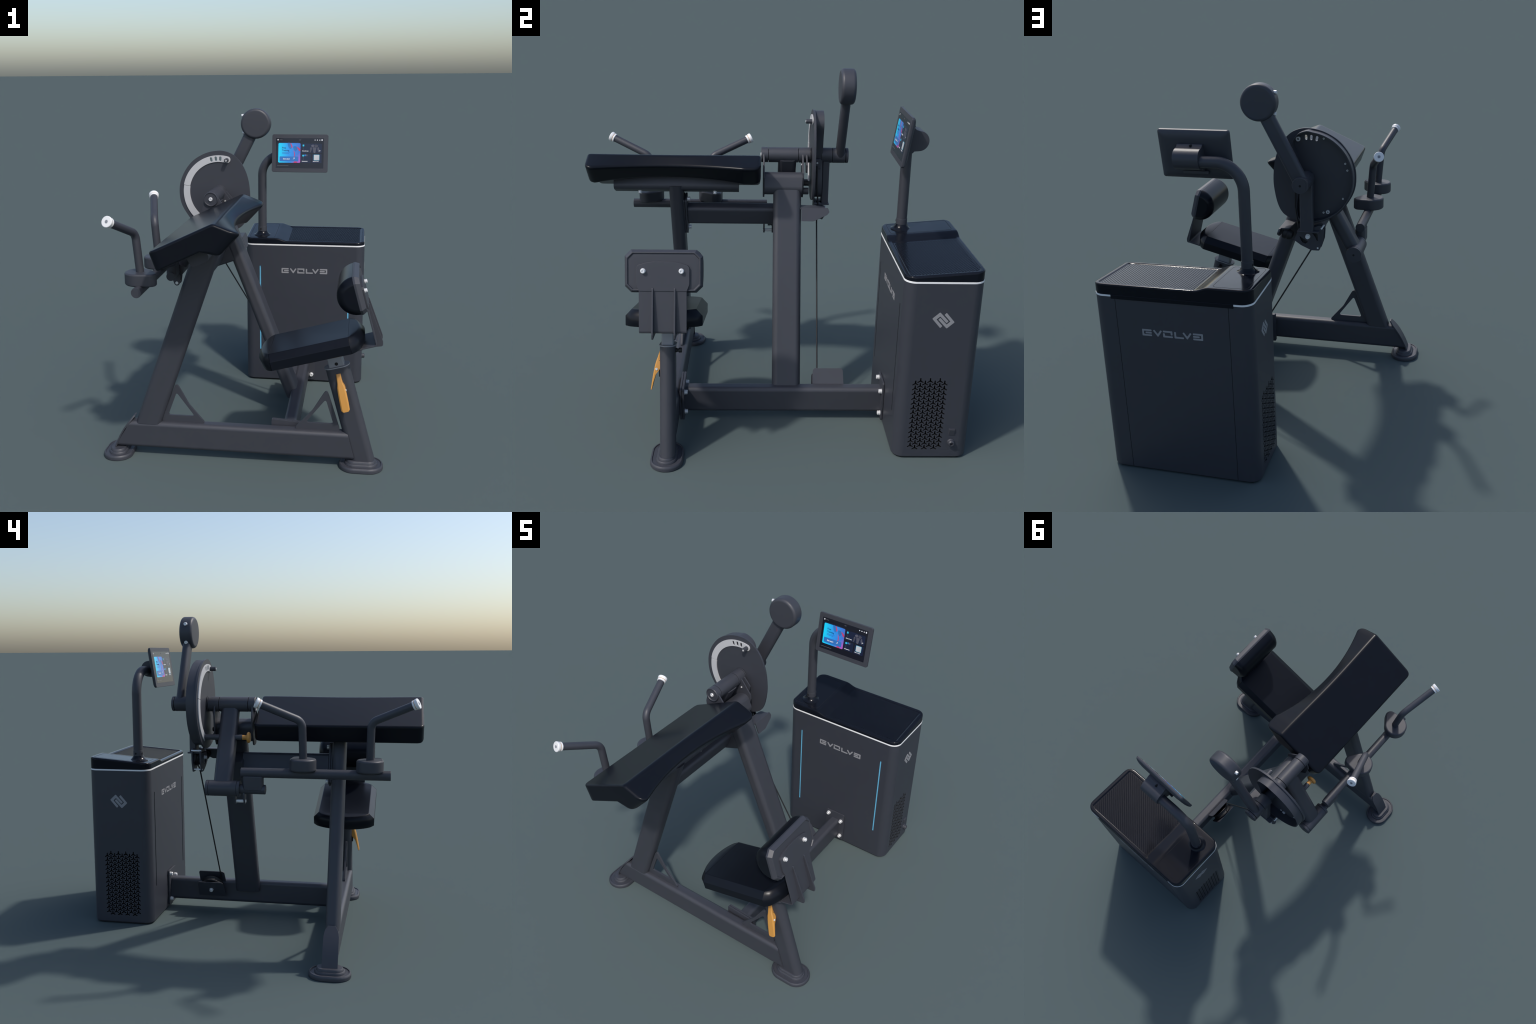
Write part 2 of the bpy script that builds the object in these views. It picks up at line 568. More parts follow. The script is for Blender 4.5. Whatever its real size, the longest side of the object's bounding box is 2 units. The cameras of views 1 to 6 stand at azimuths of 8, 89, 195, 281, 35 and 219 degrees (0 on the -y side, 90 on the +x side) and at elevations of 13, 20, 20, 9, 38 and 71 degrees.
add("lever_mount", bm, RUBBER, seat_leg)
bm = lathe([(0.011, 0), (0.011, .012), (0.0085, .014), (0.0085, .020), (0.0125, .021), (0.0125, .034), (0.010, .036)], (0.540, -0.500, 0.553), (0, 1, 0), 24)
add("rear_adjusting_knob", bm, RUBBER, seat_leg)
bolt((0.631, -0.536, 0.405), (0.965, 0, 0.263), seat_leg, 0.8, SMALL)

# =================================================================== BACK SUPPORT
BN = V((0.965, 0, 0.261)).normalized()         # points to the rear (+x)
BU = V((-0.261, 0, 0.965)).normalized()
B0 = V((0.6165, -0.5295, 1.007))               # middle of the plane between roll pad and shell
def bp(y, u, n):
    return B0 + V((0, y, 0)) + BU * u + BN * n
# D-shaped roll pad with rounded ends
bm = bmesh.new()
def dshape(k, inset):
    pts = []
    for i in range(25):
        a = -PI / 2 + PI * i / 24
        pts.append((math.sin(a) * (0.1005 - inset), -math.cos(a) * (0.100 - inset)))
    return pts
secs = []
ends = [(0.140, 0), (0.150, .001), (0.158, .005), (0.166, .011), (0.173, .019), (0.178, .026), (0.181, .033), (0.1825, .040)]
for y, ins in [(-a, b) for a, b in reversed(ends)] + ends:
    secs.append([bp(y, u, n) for u, n in dshape(0, ins)])
loft(bm, secs)
back = add("back_roll_pad", bm, VINYL, angle=45)
# octagonal shell behind it
def octo(hw, hh, c):
    return [(hw, hh - c), (hw - c, hh), (-hw + c, hh), (-hw, hh - c), (-hw, -hh + c), (-hw + c, -hh), (hw - c, -hh), (hw, -hh + c)]
bm = bmesh.new()
secs = []
for hw, hh, c, n in ((0.183, 0.1005, 0.030, 0.0), (0.184, 0.1015, 0.030, 0.012), (0.173, 0.0905, 0.026, 0.034),
                     (0.168, 0.0855, 0.025, 0.034), (0.166, 0.0835, 0.025, 0.028), (0.150, 0.070, 0.025, 0.030)):
    secs.append([bp(y, u, n) for y, u in octo(hw, hh, c)])
loft(bm, secs)
bevel_sharp(bm, 0.0015, 2, 25)
add("back_shell", bm, PAINT, back)
# arched bolt plate
arch = [(-0.112, -0.092), (0.112, -0.092), (0.125, -0.060), (0.125, 0.018), (0.116, 0.030), (0.085, 0.040), (0.045, 0.047), (0, 0.049),
        (-0.045, 0.047), (-0.085, 0.040), (-0.116, 0.030), (-0.125, 0.018), (-0.125, -0.060)]
own = plate(arch, [], bp(-0.003, 0, 0.0290), (0, 1, 0), BU, 0.012, 0.002)
add("back_bolt_plate", own, PAINT, back)
for y in (-0.095, 0.084):
    bolt(bp(y, 0.003, 0.0400), BN, back, 0.95)
# upright of the bracket, bent under the seat
bm = bmesh.new()
path = [(-0.060, 0.030), (-0.280, 0.030), (-0.2855, 0.026), (-0.2875, 0.020), (-0.2875, -0.115)]
outp = [(-0.060, 0.037), (-0.280, 0.037), (-0.290, 0.033), (-0.2945, 0.022), (-0.2945, -0.115)]
loft(bm, [[bp(y, u, n) for u, n in path + outp[::-1]] for y in (-0.1155, 0.1085)])
bevel_sharp(bm, 0.001, 1, 60)
add("back_bracket", bm, PAINT, back)
for y in (-0.0585, 0.0455):
    rib = round_corners([(-0.072, 0.036), (-0.292, 0.036), (-0.2945, -0.09), (-0.300, -0.09), (-0.3210, 0.060), (-0.296, 0.066), (-0.080, 0.046)],
                        [0, 0, 0, 0.002, 0.014, 0.012, 0.005])
    own = plate(rib, [], bp(y + 0.004, 0, 0), BU, BN, 0.008, 0.002)
    add("bracket_rib", own, PAINT, back)

# =================================================================== PIVOT HEAD
PX, PZ = -0.241, 1.383
pr = 0.0425
bm = bmesh.new()
for y0, y1, r in ((-0.064, -0.0300, pr), (-0.0270, 0.1385, pr), (0.1415, 0.2035, pr), (0.2055, 0.210, pr + .002)):
    rod((PX, y0, PZ), (PX, y1, PZ), r, 0.0015, 48, bm)
rod((PX, -0.05, PZ), (PX, 0.42, PZ), 0.031, 0, 32, bm)
for y0, y1, r in ((0.268, 0.3285, pr), (0.3310, 0.4020, pr), (0.4045, 0.419, pr)):
    rod((PX, y0, PZ), (PX, y1, PZ), r, 0.0025 if y1 > .41 else 0.0015, 48, bm)
pivot = add("pivot_tube", bm, PAINT)
bm = lathe([(0.0425, 0), (0.0425, .003), (0.0405, .006), (0.037, .006), (0.035, .003), (0.034, .0022), (0, .0022)], (PX, -0.063, PZ), (0, -1, 0), 40)
add("pivot_end_ring", bm, PAINT, pivot)
bolt((PX, -0.056, PZ), (0, -1, 0), pivot, 1.0)
bm = rod((PX, 0.4185, PZ), (PX, 0.4204, PZ), 0.0062, 0, 16)
add("centre_hole", bm, DARK, pivot)

# box tube on top of the column and its two side plates
bm = beam((-0.186, -0.050, 1.232), (-0.186, 0.160, 1.232), 0.108, 0.124, 0.040, CX)
head_box = add("head_box_tube", bm, PAINT, column)
cheek = round_corners([(-0.276, 1.402), (-0.206, 1.402), (-0.134, 1.303), (-0.130, 1.276), (-0.160, 1.185), (-0.185, 1.150), (-0.238, 1.148),
                       (-0.282, 1.212), (-0.296, 1.318)], [0.02, 0.02, 0.012, 0.012, 0.02, 0.02, 0.02, 0.02, 0.02])
for y in (-0.049, 0.169):
    own = plate(cheek, [], (0, y, 0), *XZ, 0.009, 0.002)
    add("cheek_plate", own, PAINT, column)
tab = round_corners([(-0.262, 1.390), (-0.190, 1.395), (-0.150, 1.345), (-0.160, 1.300), (-0.200, 1.290)], 0.010)
own = plate(tab, [], (0, 0.189, 0), *XZ, 0.008, 0.0015)
add("stop_tab", own, PAINT, column)
bolt((-0.196, 0.158, 1.338), (0, -1, 0), column, 0.8, SMALL)
for z, r in ((1.233, 0.0135), (1.189, 0.0195)):
    bm = rod((-0.185, 0.168, z), (-0.185, 0.199, z), r, 0.003)
    add("rubber_stop", bm, RUBBER if z > 1.2 else PAINT, column)

# stop bracket on the column with its rubber bumper
bm = bmesh.new()
trap = round_corners([(0.157, 1.114), (0.306, 1.114), (0.3135, 1.094), (0.300, 1.079), (0.226, 1.046), (0.157, 1.046)], [0.002, .006, .006, .010, .012, .002])
def tilt_x(z): return -0.104 + (1.114 - z) * 0.38
loft(bm, [[V((tilt_x(z) + d, y, z)) for y, z in trap] for d in (0.0, 0.010)])
bevel_sharp(bm, 0.002, 2, 60)
add("stop_bracket", bm, PAINT, column)
bm = plate(round_corners([(-0.160, 0.150), (-0.096, 0.150), (-0.096, 0.295), (-0.150, 0.285)], [0.002, 0.002, 0.012, 0.02]), [], (0, 0, 1.106), (1, 0, 0), (0, 1, 0), 0.009, 0.002)
add("stop_bracket_flange", bm, PAINT, column)
bm = lathe([(0.024, 0), (0.031, .004), (0.031, .022), (0.028, .026), (0.030, .034), (0.024, .052), (0.012, .058)], (-0.106, 0.262, 1.083), (-0.94, 0, -0.34), 28)
add("bumper", bm, RUBBER, column)

# =================================================================== CAM DISC
cam_ctrl = [(-0.246, 1.637), (-0.322, 1.622), (-0.400, 1.578), (-0.453, 1.515), (-0.484, 1.447), (-0.4925, 1.382), (-0.484, 1.316), (-0.454, 1.254),
            (-0.400, 1.187), (-0.322, 1.143), (-0.246, 1.130), (-0.166, 1.142), (-0.106, 1.170), (-0.074, 1.220), (-0.056, 1.298), (-0.0515, 1.372),
            (-0.063, 1.465), (-0.094, 1.547), (-0.141, 1.603), (-0.190, 1.630)]
def radial_slot(ang, r, length, w):
    c = V((PX + r * math.cos(ang), PZ + r * math.sin(ang)))
    d = V((math.cos(ang), math.sin(ang))) * (length / 2 - w / 2)
    return stadium_hull(c - d, w / 2, c + d, w / 2 - 1e-5, 8)
slot_angles = [math.radians(a) for a in (103.2, 95.0, 87.4)]
holes = [radial_slot(a, 0.206, 0.027, 0.014) for a in slot_angles]
bm = plate(smooth_closed(cam_ctrl, 6), holes, (0, 0.2250, 0), *XZ, 0.0115, 0.0015)
cam = add("cam_disc", bm, PAINT)
# light scale band on the front of the disc
def band_outline(a0, a1, r0, r1, n=48, round_start=False):
    o = [(PX + r1 * math.cos(a0 + (a1 - a0) * i / n), PZ + r1 * math.sin(a0 + (a1 - a0) * i / n)) for i in range(n + 1)]
    i_ = [(PX + r0 * math.cos(a1 + (a0 - a1) * i / n), PZ + r0 * math.sin(a1 + (a0 - a1) * i / n)) for i in range(n + 1)]
    cap = []
    if round_start:
        rm, rr = (r0 + r1) / 2, (r1 - r0) / 2
        c = V((PX + rm * math.cos(a0), PZ + rm * math.sin(a0)))
        for k in range(1, 10):
            t = a0 - PI + PI * k / 10
            cap.append((c.x + rr * math.cos(t), c.y + rr * math.sin(t)))
    return o + i_ + cap
A = math.radians
bm = plate(band_outline(A(75.5), A(168.6), 0.186, 0.226, round_start=True), holes, (0, 0.2140, 0), *XZ, 0.006, 0.0008)
add("scale_band", bm, SCALE, cam)
bm = plate(band_outline(A(169.2), A(246), 0.184, 0.224), [], (0, 0.2140, 0), *XZ, 0.006, 0.0008)
add("scale_band", bm, SCALE, cam)
# pull stub on the disc
bm = rod((-0.191, 0.215, 1.581), (-0.191, 0.174, 1.581), 0.0125, 0.002)
stub = add("disc_stub", bm, PAINT, cam)
bolt((-0.191, 0.176, 1.581), (0, -1, 0), cam, 0.9, SMALL)
# cable track rim on the back of the disc
rim = [(-0.206, 1.352), (-0.200, 1.42), (-0.188, 1.50), (-0.170, 1.555), (-0.178, 1.592), (-0.205, 1.618), (-0.246, 1.6315)]
rim += [(PX + 0.2455 * math.cos(A(a)), PZ + 0.2455 * math.sin(A(a))) for a in range(98, 190, 8)]
rim += [(PX + (0.2455 - 0.00015 * (a - 194)) * math.cos(A(a)), PZ + (0.2455 - 0.00015 * (a - 194)) * math.sin(A(a))) for a in range(194, 262, 8)]
rim += [(-0.235, 1.146), (-0.205, 1.156), (-0.190, 1.180), (-0.188, 1.24), (-0.200, 1.31)]
bm = plate(smooth_closed(rim, 3), [smooth_closed([(PX + .008 + (x - PX - .008) * 0.978, PZ + (z - PZ) * 0.978) for x, z in rim], 3)],
           (0, 0.274, 0), *XZ, 0.050, 0.0012)
add("cable_track_rim", bm, PAINT, cam)
for x, z, s in ((-0.325, 1.585, .8), (-0.436, 1.457, .8), (-0.447, 1.422, .8), (-0.424, 1.27, .8), (-0.344, 1.195, 1.6), (-0.32, 1.19, .8), (-0.191, 1.581, 2.0)):
    bolt((x, 0.2245, z), (0, 1, 0), cam, s, SMALL)
bm = beam((-0.190, 0.262, 1.345), (-0.190, 0.222, 1.345), 0.026, 0.055, 0.004, (1, 0, 0))
add("cable_anchor", bm, PAINT, cam)
bolt((-0.178, 0.243, 1.352), (1, 0, 0), cam, 0.8, SMALL)
bm = pipe([(-0.1745, 0.243, 1.335), (-0.172, 0.245, 1.22), (-0.192, 0.258, 1.10), (-0.205, 0.2625, 1.055)], 0.004, 10)
add("short_cable", bm, CABLE, cam)

# =================================================================== COUNTERWEIGHT
WC = V((-0.033, 0.374, 1.791))
bm = beam((PX, 0.3735, PZ), WC - V((0.02, 0, 0.04)), 0.046, 0.079, 0.020, (0, 1, 0))
weight_arm = add("counterweight_arm", bm, PAINT)
w0, w1, wr, wb = 0.334, 0.412, 0.0925, 0.017
prof = [(0, 0), (wr - wb, 0)] + [(wr - wb + wb * math.sin(a), wb - wb * math.cos(a)) for a in [PI / 2 * i / 5 for i in range(1, 6)]]
L = w1 - w0
prof += [(wr, L - wb)] + [(wr - wb + wb * math.cos(a), L - wb + wb * math.sin(a)) for a in [PI / 2 * i / 5 for i in range(1, 6)]] + [(0, L)]
bm = lathe(prof, (WC.x, w0, WC.z), (0, 1, 0), 64)
weight = add("counterweight", bm, PAINT)
for dz in (0.047, -0.057):
    x = -math.sqrt(max(0, wr ** 2 - dz ** 2))
    bolt((WC.x + x + .002, 0.372, WC.z + dz), (-1, 0, 0.1 * (1 if dz > 0 else -1)), weight, 0.85)

# =================================================================== HANGING LEVER WITH PULLEY
bm = beam((-0.246, 0.2955, 1.112), (-0.246, 0.2955, 1.372), 0.070, 0.040, 0.008, (1, 0, 0))
hang = add("hanging_lever", bm, PAINT)
bm = plate(round_corners([(-0.312, 0.236), (-0.196, 0.236), (-0.196, 0.320), (-0.312, 0.320)], 0.008), [], (0, 0, 1.104), (1, 0, 0), (0, 1, 0), 0.008, 0.0015)
add("pulley_bracket_top", bm, PAINT, hang)
shield = round_corners([(-0.197, 1.106), (-0.316, 1.137), (-0.333, 1.112), (-0.329, 1.056), (-0.309, 0.998), (-0.265, 0.998), (-0.210, 1.023), (-0.172, 1.050)],
                       [.004, .012, .012, .03, .012, .012, .03, .008])
win1 = round_corners([(-0.290, 1.100), (-0.268, 1.098), (-0.285, 1.075), (-0.295, 1.048), (-0.302, 1.055), (-0.300, 1.09)], 0.004)
win2 = round_corners([(-0.200, 1.078), (-0.222, 1.060), (-0.250, 1.045), (-0.235, 1.034), (-0.222, 1.036), (-0.210, 1.050)], 0.004)
for y in (0.291, 0.243):
    own = plate(shield, [win1, win2], (0, y, 0), *XZ, 0.007, 0.0015)
    add("pulley_guard", own, PAINT, hang)
bm = lathe([(0.012, 0), (0.046, 0), (0.048, .004), (0.042, .012), (0.042, .020), (0.048, .028), (0.046, .032), (0.012, .032)], (-0.248, 0.2475, 1.073), (0, 1, 0), 40)
add("pulley_wheel", bm, RUBBER, hang)
bolt((-0.248, 0.291, 1.075), (0, 1, 0), hang, 1.0)
bolt((-0.248, 0.236, 1.075), (0, -1, 0), hang, 0.8)
for x, z in ((-0.300, 1.012), (-0.322, 1.122)):
    bm = rod((x, 0.234, z), (x, 0.2925, z), 0.005, 0.001, 14)
    add("guard_pin", bm, STEEL, hang)
bm = pipe([(-0.275, 0.264, 1.030), (-0.258, 0.258, 0.992), (0.188, 0.252, 0.248), (0.205, 0.255, 0.19)], 0.0042, 10)
add("pull_cable", bm, CABLE)

# pulley at the main beam
CD = V((-0.516, 0, 0.857)); CN = V((0.857, 0, 0.516))
def rear_plate(base, h, off):
    own = plate(round_corners([(-0.088, 0), (0.088, 0), (0.084, h), (-0.084, h)], [.002, .002, .018, .018]), [], V(base) + CN * off, (0, -1, 0), CD, 0.005, 0.001)
    return own
own = rear_plate((0.2005, 0.310, 0.100), 0.125, 0)
bracket = add("floor_pulley_bracket", own, PAINT, main_beam)
own = rear_plate((0.248, 0.313, 0.165), 0.118, 0)
add("floor_pulley_bracket", own, PAINT, main_beam)
bm = lathe([(0.012, 0), (0.070, 0), (0.073, .004), (0.064, .014), (0.064, .024), (0.073, .034), (0.070, .038), (0.012, .038)],
           V((0.168, 0.310, 0.155)) + CN * .006, CN, 40)
add("floor_pulley_wheel", bm, RUBBER, main_beam)
bolt(V((0.169, 0.310, 0.150)) - CN * .002, -CN, main_beam, 1.0)

# =================================================================== HANDLE ARM
bm = beam((-0.233, 0.078, 1.372), (-0.452, 0.078, 0.962), 0.102, 0.074, 0.026, (0, 1, 0))
swing = add("handle_swing_arm", bm, PAINT)
bm = bmesh.new()
for y0, y1 in ((-0.022, -0.006), (-0.0045, 0.1515), (0.153, 0.169)):
    rod((-0.471, y0, 0.938), (-0.471, y1, 0.938), 0.0435, 0.002, 44, bm)
rod((-0.471, -0.02, 0.938), (-0.471, 0.168, 0.938), 0.040, 0, 32, bm)
add("lower_pivot_tube", bm, PAINT, swing)
bm = rod((-0.471, 0.1685, 0.938), (-0.471, 0.1697, 0.938), 0.006, 0, 14)
add("centre_hole", bm, DARK, swing)
bm = rod((-0.470, -0.162, 0.936), (-0.470, -0.010, 0.936), 0.0262, 0.002)
add("pivot_spigot", bm, PAINT, swing)
bm = beam((-0.472, -0.094, 0.934), (-0.472, -0.094, 1.012), 0.058, 0.114, 0.022, (1, 0, 0), bev=0.006)
add("spigot_clamp", bm, PAINT, swing)
# clevis below the pivot
for y in (0.012, -0.040):
    own = plate(stadium_hull((-0.466, 0.905), 0.026, (-0.462, 0.868), 0.017), [], (0, y, 0), *XZ, 0.009, 0.0015)
    add("clevis_lug", own, PAINT, swing)
bm = rod((-0.462, 0.010, 0.868), (-0.462, -0.052, 0.868), 0.0095, 0.002, 20)
add("clevis_pin", bm, STEEL, swing)
# spring pin with orange knob
bm = rod((-0.337, 0.205, 1.204), (-0.337, 0.100, 1.204), 0.0158, 0.002)
add("pin_housing", bm, PAINT, swing)
bm = rod((-0.337, 0.060, 1.204), (-0.337, -0.008, 1.204), 0.0158, 0.002)
add("pin_housing", bm, PAINT, swing)
bm = lathe([(0.0135, 0), (0.0135, .022), (0.016, .026), (0.028, .028), (0.031, .033), (0.030, .040), (0.024, .045), (0, .046)], (-0.337, -0.0085, 1.204), (0, -1, 0), 36)
add("pin_knob", bm, ORANGE, swing)

# carrier bar and two hand grips
bm = rod((-0.475, -0.831, 1.0285), (-0.475, -0.028, 1.0285), 0.0265, 0.002)
bar = add("handle_carrier_bar", bm, PAINT)
def grip(sgn, mid):
    """sgn -1: leans to -y, +1: leans to +y."""
    y = mid
    big, small = (-0.490, y), (-0.424, y + sgn * 0.030)
    hull = stadium_hull(big, 0.0715, small, 0.036, 20)
    bm = plate(hull, [], (0, 0, 1.047), (1, 0, 0), (0, 1, 0), 0.066)
    bevel_sharp(bm, 0.010, 4, 60)
    puck = add("handle_hub", bm, PAINT, bar)
    end = V((-0.556, y + sgn * 0.220, 1.406))
    knee = V((-0.4975, y + sgn * 0.004, 1.312))
    path = bent_path([(-0.481, y, 1.105), knee, end], 0.055, 10)
    add("hand_grip", pipe(path, 0.0210), PAINT, bar)
    d = (end - knee).normalized()
    bm = lathe([(0.0235, 0), (0.0255, .002), (0.0255, .010), (0.0245, .0105)], end - d * .006, d, 32)
    add("grip_cap", bm, WHITE, bar)
    bm = lathe([(0.0244, .010), (0.0244, .013)], end - d * .006, d, 32)
    add("grip_ring", bm, ORANGE, bar)
    bm = lathe([(0.0245, .0128), (0.0260, .0135), (0.0275, .018), (0.0285, .024), (0.0283, .029), (0.026, .031), (0.009, .031), (0.008, .0295), (0, .0295)],
               end - d * .006, d, 36)
    add("grip_cap", bm, WHITE, bar)
    bm = lathe([(0.0075, 0), (0.0075, .0012), (0.003, .0012), (0.003, .0006), (0, .0006)], end + d * .0245, d, 20)
    add("cap_screw", bm, POST, bar)
grip(-1, -0.722)
grip(1, -0.368)

# =================================================================== CABINET
CX0, CX1, CY0, CY1 = -0.144, 0.654, 0.612, 0.9970
CCX, CCY = (CX0 + CX1) / 2, (CY0 + CY1) / 2
CW, CDp, CR = CX1 - CX0, CY1 - CY0, 0.056
def cab_ring(off, z):
    return [V((CCX + a, CCY + b, z)) for a, b in rounded_rectangle(CW + 2 * off, CDp + 2 * off, CR + off, 10)]

bm = bmesh.new()
loft(bm, [cab_ring(-0.004, 0.0085), cab_ring(-0.001, 0.0095), cab_ring(0, 0.0125), cab_ring(0, 0.9645)])
cabinet = add("cabinet_body", bm, PANEL)
cabinet.data.materials.append(DARK)

# cutters: air vents, light-strip slots, panel seams
cut = bmesh.new()
def prism(bmx, pts3, vec):
    a = [bmx.verts.new(p) for p in pts3]
    b = [bmx.verts.new(p + vec) for p in pts3]
    n = len(a)
    bmx.faces.new(a[::-1]); bmx.faces.new(b)
    for i in range(n):
        j = (i + 1) % n
        bmx.faces.new((a[i], a[j], b[j], b[i]))
def vent_shape(cy, cz):
    out, w, L = [], 0.0066, 0.0168
    for k in range(3):
        a = math.radians(90 + 120 * k)
        d, nrm = V((math.cos(a), math.sin(a))), V((-math.sin(a), math.cos(a)))
        out.append(V((cy, cz)) + d * L - nrm * w * .42)
        out.append(V((cy, cz)) + d * L + nrm * w * .42)
        b = a + math.radians(60)
        out.append(V((cy, cz)) + V((math.cos(b), math.sin(b))) * (w / math.sqrt(3) * 1.15))
    return out
def vents(face_x, dirx, columns):
    for c in range(columns):
        cy = 0.700 + 0.0242 * c
        rows, z0 = (14, 0.4325) if c % 2 == 0 else (15, 0.4465)
        for r in range(rows):
            pts = [V((face_x + dirx * .002, p.x, p.y)) for p in vent_shape(cy, z0 - 0.0275 * r)]
            prism(cut, pts, V((-dirx * .030, 0, 0)))
vents(CX1, 1, 7)
vents(CX0, -1, 9)
for x in (-0.044, 0.554):
    prism(cut, [V((x + a, CY0 - .002, z)) for a, z in ((-.0055, .222), (.0055, .222), (.0055, .823), (-.0055, .823))], V((0, .010, 0)))
for x in (-0.0315, 0.5365):
    prism(cut, [V((x + a, CY1 + .002, z)) for a, z in ((-.0011, .012), (.0011, .012), (.0011, .9575), (-.0011, .9575))], V((0, -.005, 0)))
bmesh.ops.recalc_face_normals(cut, faces=cut.faces)
cme = bpy.data.meshes.new("cutter")
cut.to_mesh(cme); cut.free()
cme.materials.append(DARK)
cob = bpy.data.objects.new("cutter", cme)
bpy.context.scene.collection.objects.link(cob)
cabinet.modifiers.clear()
bo = cabinet.modifiers.new("openings", 'BOOLEAN')
bo.operation = 'DIFFERENCE'; bo.solver = 'EXACT'; bo.object = cob
bo.material_mode = 'TRANSFER'
dg = bpy.context.evaluated_depsgraph_get()
new = bpy.data.meshes.new_from_object(cabinet.evaluated_get(dg))
cabinet.modifiers.clear()
old = cabinet.data
cabinet.data = new
bpy.data.meshes.remove(old)
bpy.data.objects.remove(cob)
bmx = bmesh.new(); bmx.from_mesh(new)
for f in bmx.faces: f.smooth = True
for e in bmx.edges:
    e.smooth = not (len(e.link_faces) == 2 and e.calc_face_angle(0) > math.radians(32))
bmx.to_mesh(new); bmx.free()
w = cabinet.modifiers.new("face_weighted_normals", 'WEIGHTED_NORMAL'); w.keep_sharp = True; w.weight = 80

for x in (-0.044, 0.554):
    bm = beam((x, CY0 + .0055, .223), (x, CY0 + .0055, .822), 0.0105, 0.003, 0.0005, (1, 0, 0))
    add("light_strip", bm, BLUE, cabinet)

# base plinth
bm = bmesh.new()
loft(bm, [cab_ring(-0.010, 0.0), cab_ring(-0.010, 0.0085)])
add("cabinet_plinth", bm, RUBBER, cabinet)
# white trim, interrupted at the back by a black strip
bm = bmesh.new()
loft(bm, [cab_ring(-0.002, 0.965), cab_ring(0.0012, 0.966), cab_ring(0.0012, 0.9738), cab_ring(-0.002, 0.975)])
add("trim_band", bm, STRIPE, cabinet)
bm = beam((-0.057, CY1 - .0025, 0.9655), (0.556, CY1 - .0025, 0.9655), 0.011, 0.021, 0.002, (0, 1, 0))
add("rear_trim_insert", bm, PLASTIC, cabinet)

# lid: raised block on the left, ribbed tray on the right, sloping up to the back
def lid_top(x, y):
    k = min(1, max(0, (x - 0.062) / 0.075))
    k = k * k * (3 - 2 * k)
    return 1.0135 - 0.0185 * k + 0.033 * (y - CY0) / CDp
def recess(x):
    a = min(1, max(0, (x - 0.118) / 0.022)); b = min(1, max(0, (0.633 - x) / 0.010))
    return 0.0045 * (a * a * (3 - 2 * a)) * (b * b * (3 - 2 * b))
xs = [0.0, .0015, .005, .011, .017, .025, .034, .044, .056]
stations = [CX0 + d for d in xs] + [CX0 + .06 + .013 * i for i in range(10)]
stations += [0.055 + 0.006 * i for i in range(17)] + [0.17 + 0.06 * i for i in range(7)]
stations += [0.585, 0.597] + [CX1 - d for d in reversed(xs)]
stations = sorted(set(round(s, 5) for s in stations if CX0 <= s <= CX1 + 1e-6))
extra = [0.623, 0.6255, 0.628, 0.6305, 0.633]
stations = sorted(set(stations + extra))
secs = []
for x in stations:
    e = min(x - CX0, CX1 - x)
    if e < CR:
        inset = CR - math.sqrt(max(0, CR ** 2 - (CR - e) ** 2))
    else:
        inset = 0
    inset = min(inset, CR - .004)
    drop = 0.009 * max(0, 1 - e / 0.009) ** 2
    y0, y1 = CY0 + inset, CY1 - inset
    pr_ = [(y0, 0.975)]
    rise = [(0, .009), (.0008, .0050), (.0028, .0020), (.006, .0004), (.010, 0), (.0205, 0), (.0225, -1), (.026, -2)]
    for dy, dz in rise:
        rc = recess(x)
        z = lid_top(x, y0 + dy) - drop
        z -= dz if dz >= 0 else (rc * .5 if dz == -1 else rc)
        pr_.append((y0 + dy, max(z, 0.98)))
    for dy, dz in reversed(rise):
        rc = recess(x)
        z = lid_top(x, y1 - dy) - drop
        z -= dz if dz >= 0 else (rc * .5 if dz == -1 else rc)
        pr_.append((y1 - dy, max(z, 0.98)))
    pr_.append((y1, 0.975))
    secs.append([V((x, y, z)) for y, z in pr_])
bm = bmesh.new()
loft(bm, secs)
lid = add("cabinet_lid", bm, PLASTIC, cabinet, angle=40)

# diagonal tray ribs
bm = bmesh.new()
tx0, tx1, ty0, ty1 = 0.146, 0.618, 0.645, 0.967
pitch = 0.0170
c = tx0 + ty0 + 0.012
while c < tx1 + ty1 - 0.008:
    xa, xb = max(tx0, c - ty1), min(tx1, c - ty0)
    if xb - xa > 0.006:
        p0, p1 = V((xa, c - xa, 0)), V((xb, c - xb, 0))
        d = V((1, 1, 0)).normalized() * 0.0034
        pts = []
        for p in (p0, p1):
            zz = lid_top(p.x if p.x > .14 else .14, p.y) - 0.0045
            pts.append([p - d + V((0, 0, zz - .001)), p - d * .45 + V((0, 0, zz + .0019)), p + d * .45 + V((0, 0, zz + .0019)), p + d + V((0, 0, zz - .001))])
        loft(bm, pts)
    c += pitch
add("tray_ribs", bm, PLASTIC, cabinet, stuff=True, weighted=False)
# inset cover panel on the raised block (thin outline groove)
ol = [(CX0 + .025, CY0 + .026), (0.052, CY0 + .026), (0.052, CY1 - .026), (CX0 + .025, CY1 - .026)]
o1 = round_corners(ol, .022); o2 = round_corners([(CX0 + .0262, CY0 + .0272), (0.0508, CY0 + .0272), (0.0508, CY1 - .0272), (CX0 + .0262, CY1 - .0272)], .021)
bm = plate(o1, [o2], (0, 0, 0), (1, 0, 0), (0, 1, 0), 0.0006)
for v in bm.verts:
    v.co.z += lid_top(v.co.x, v.co.y) - 0.0001
add("lid_panel_seam", bm, DARK, cabinet, weighted=False)

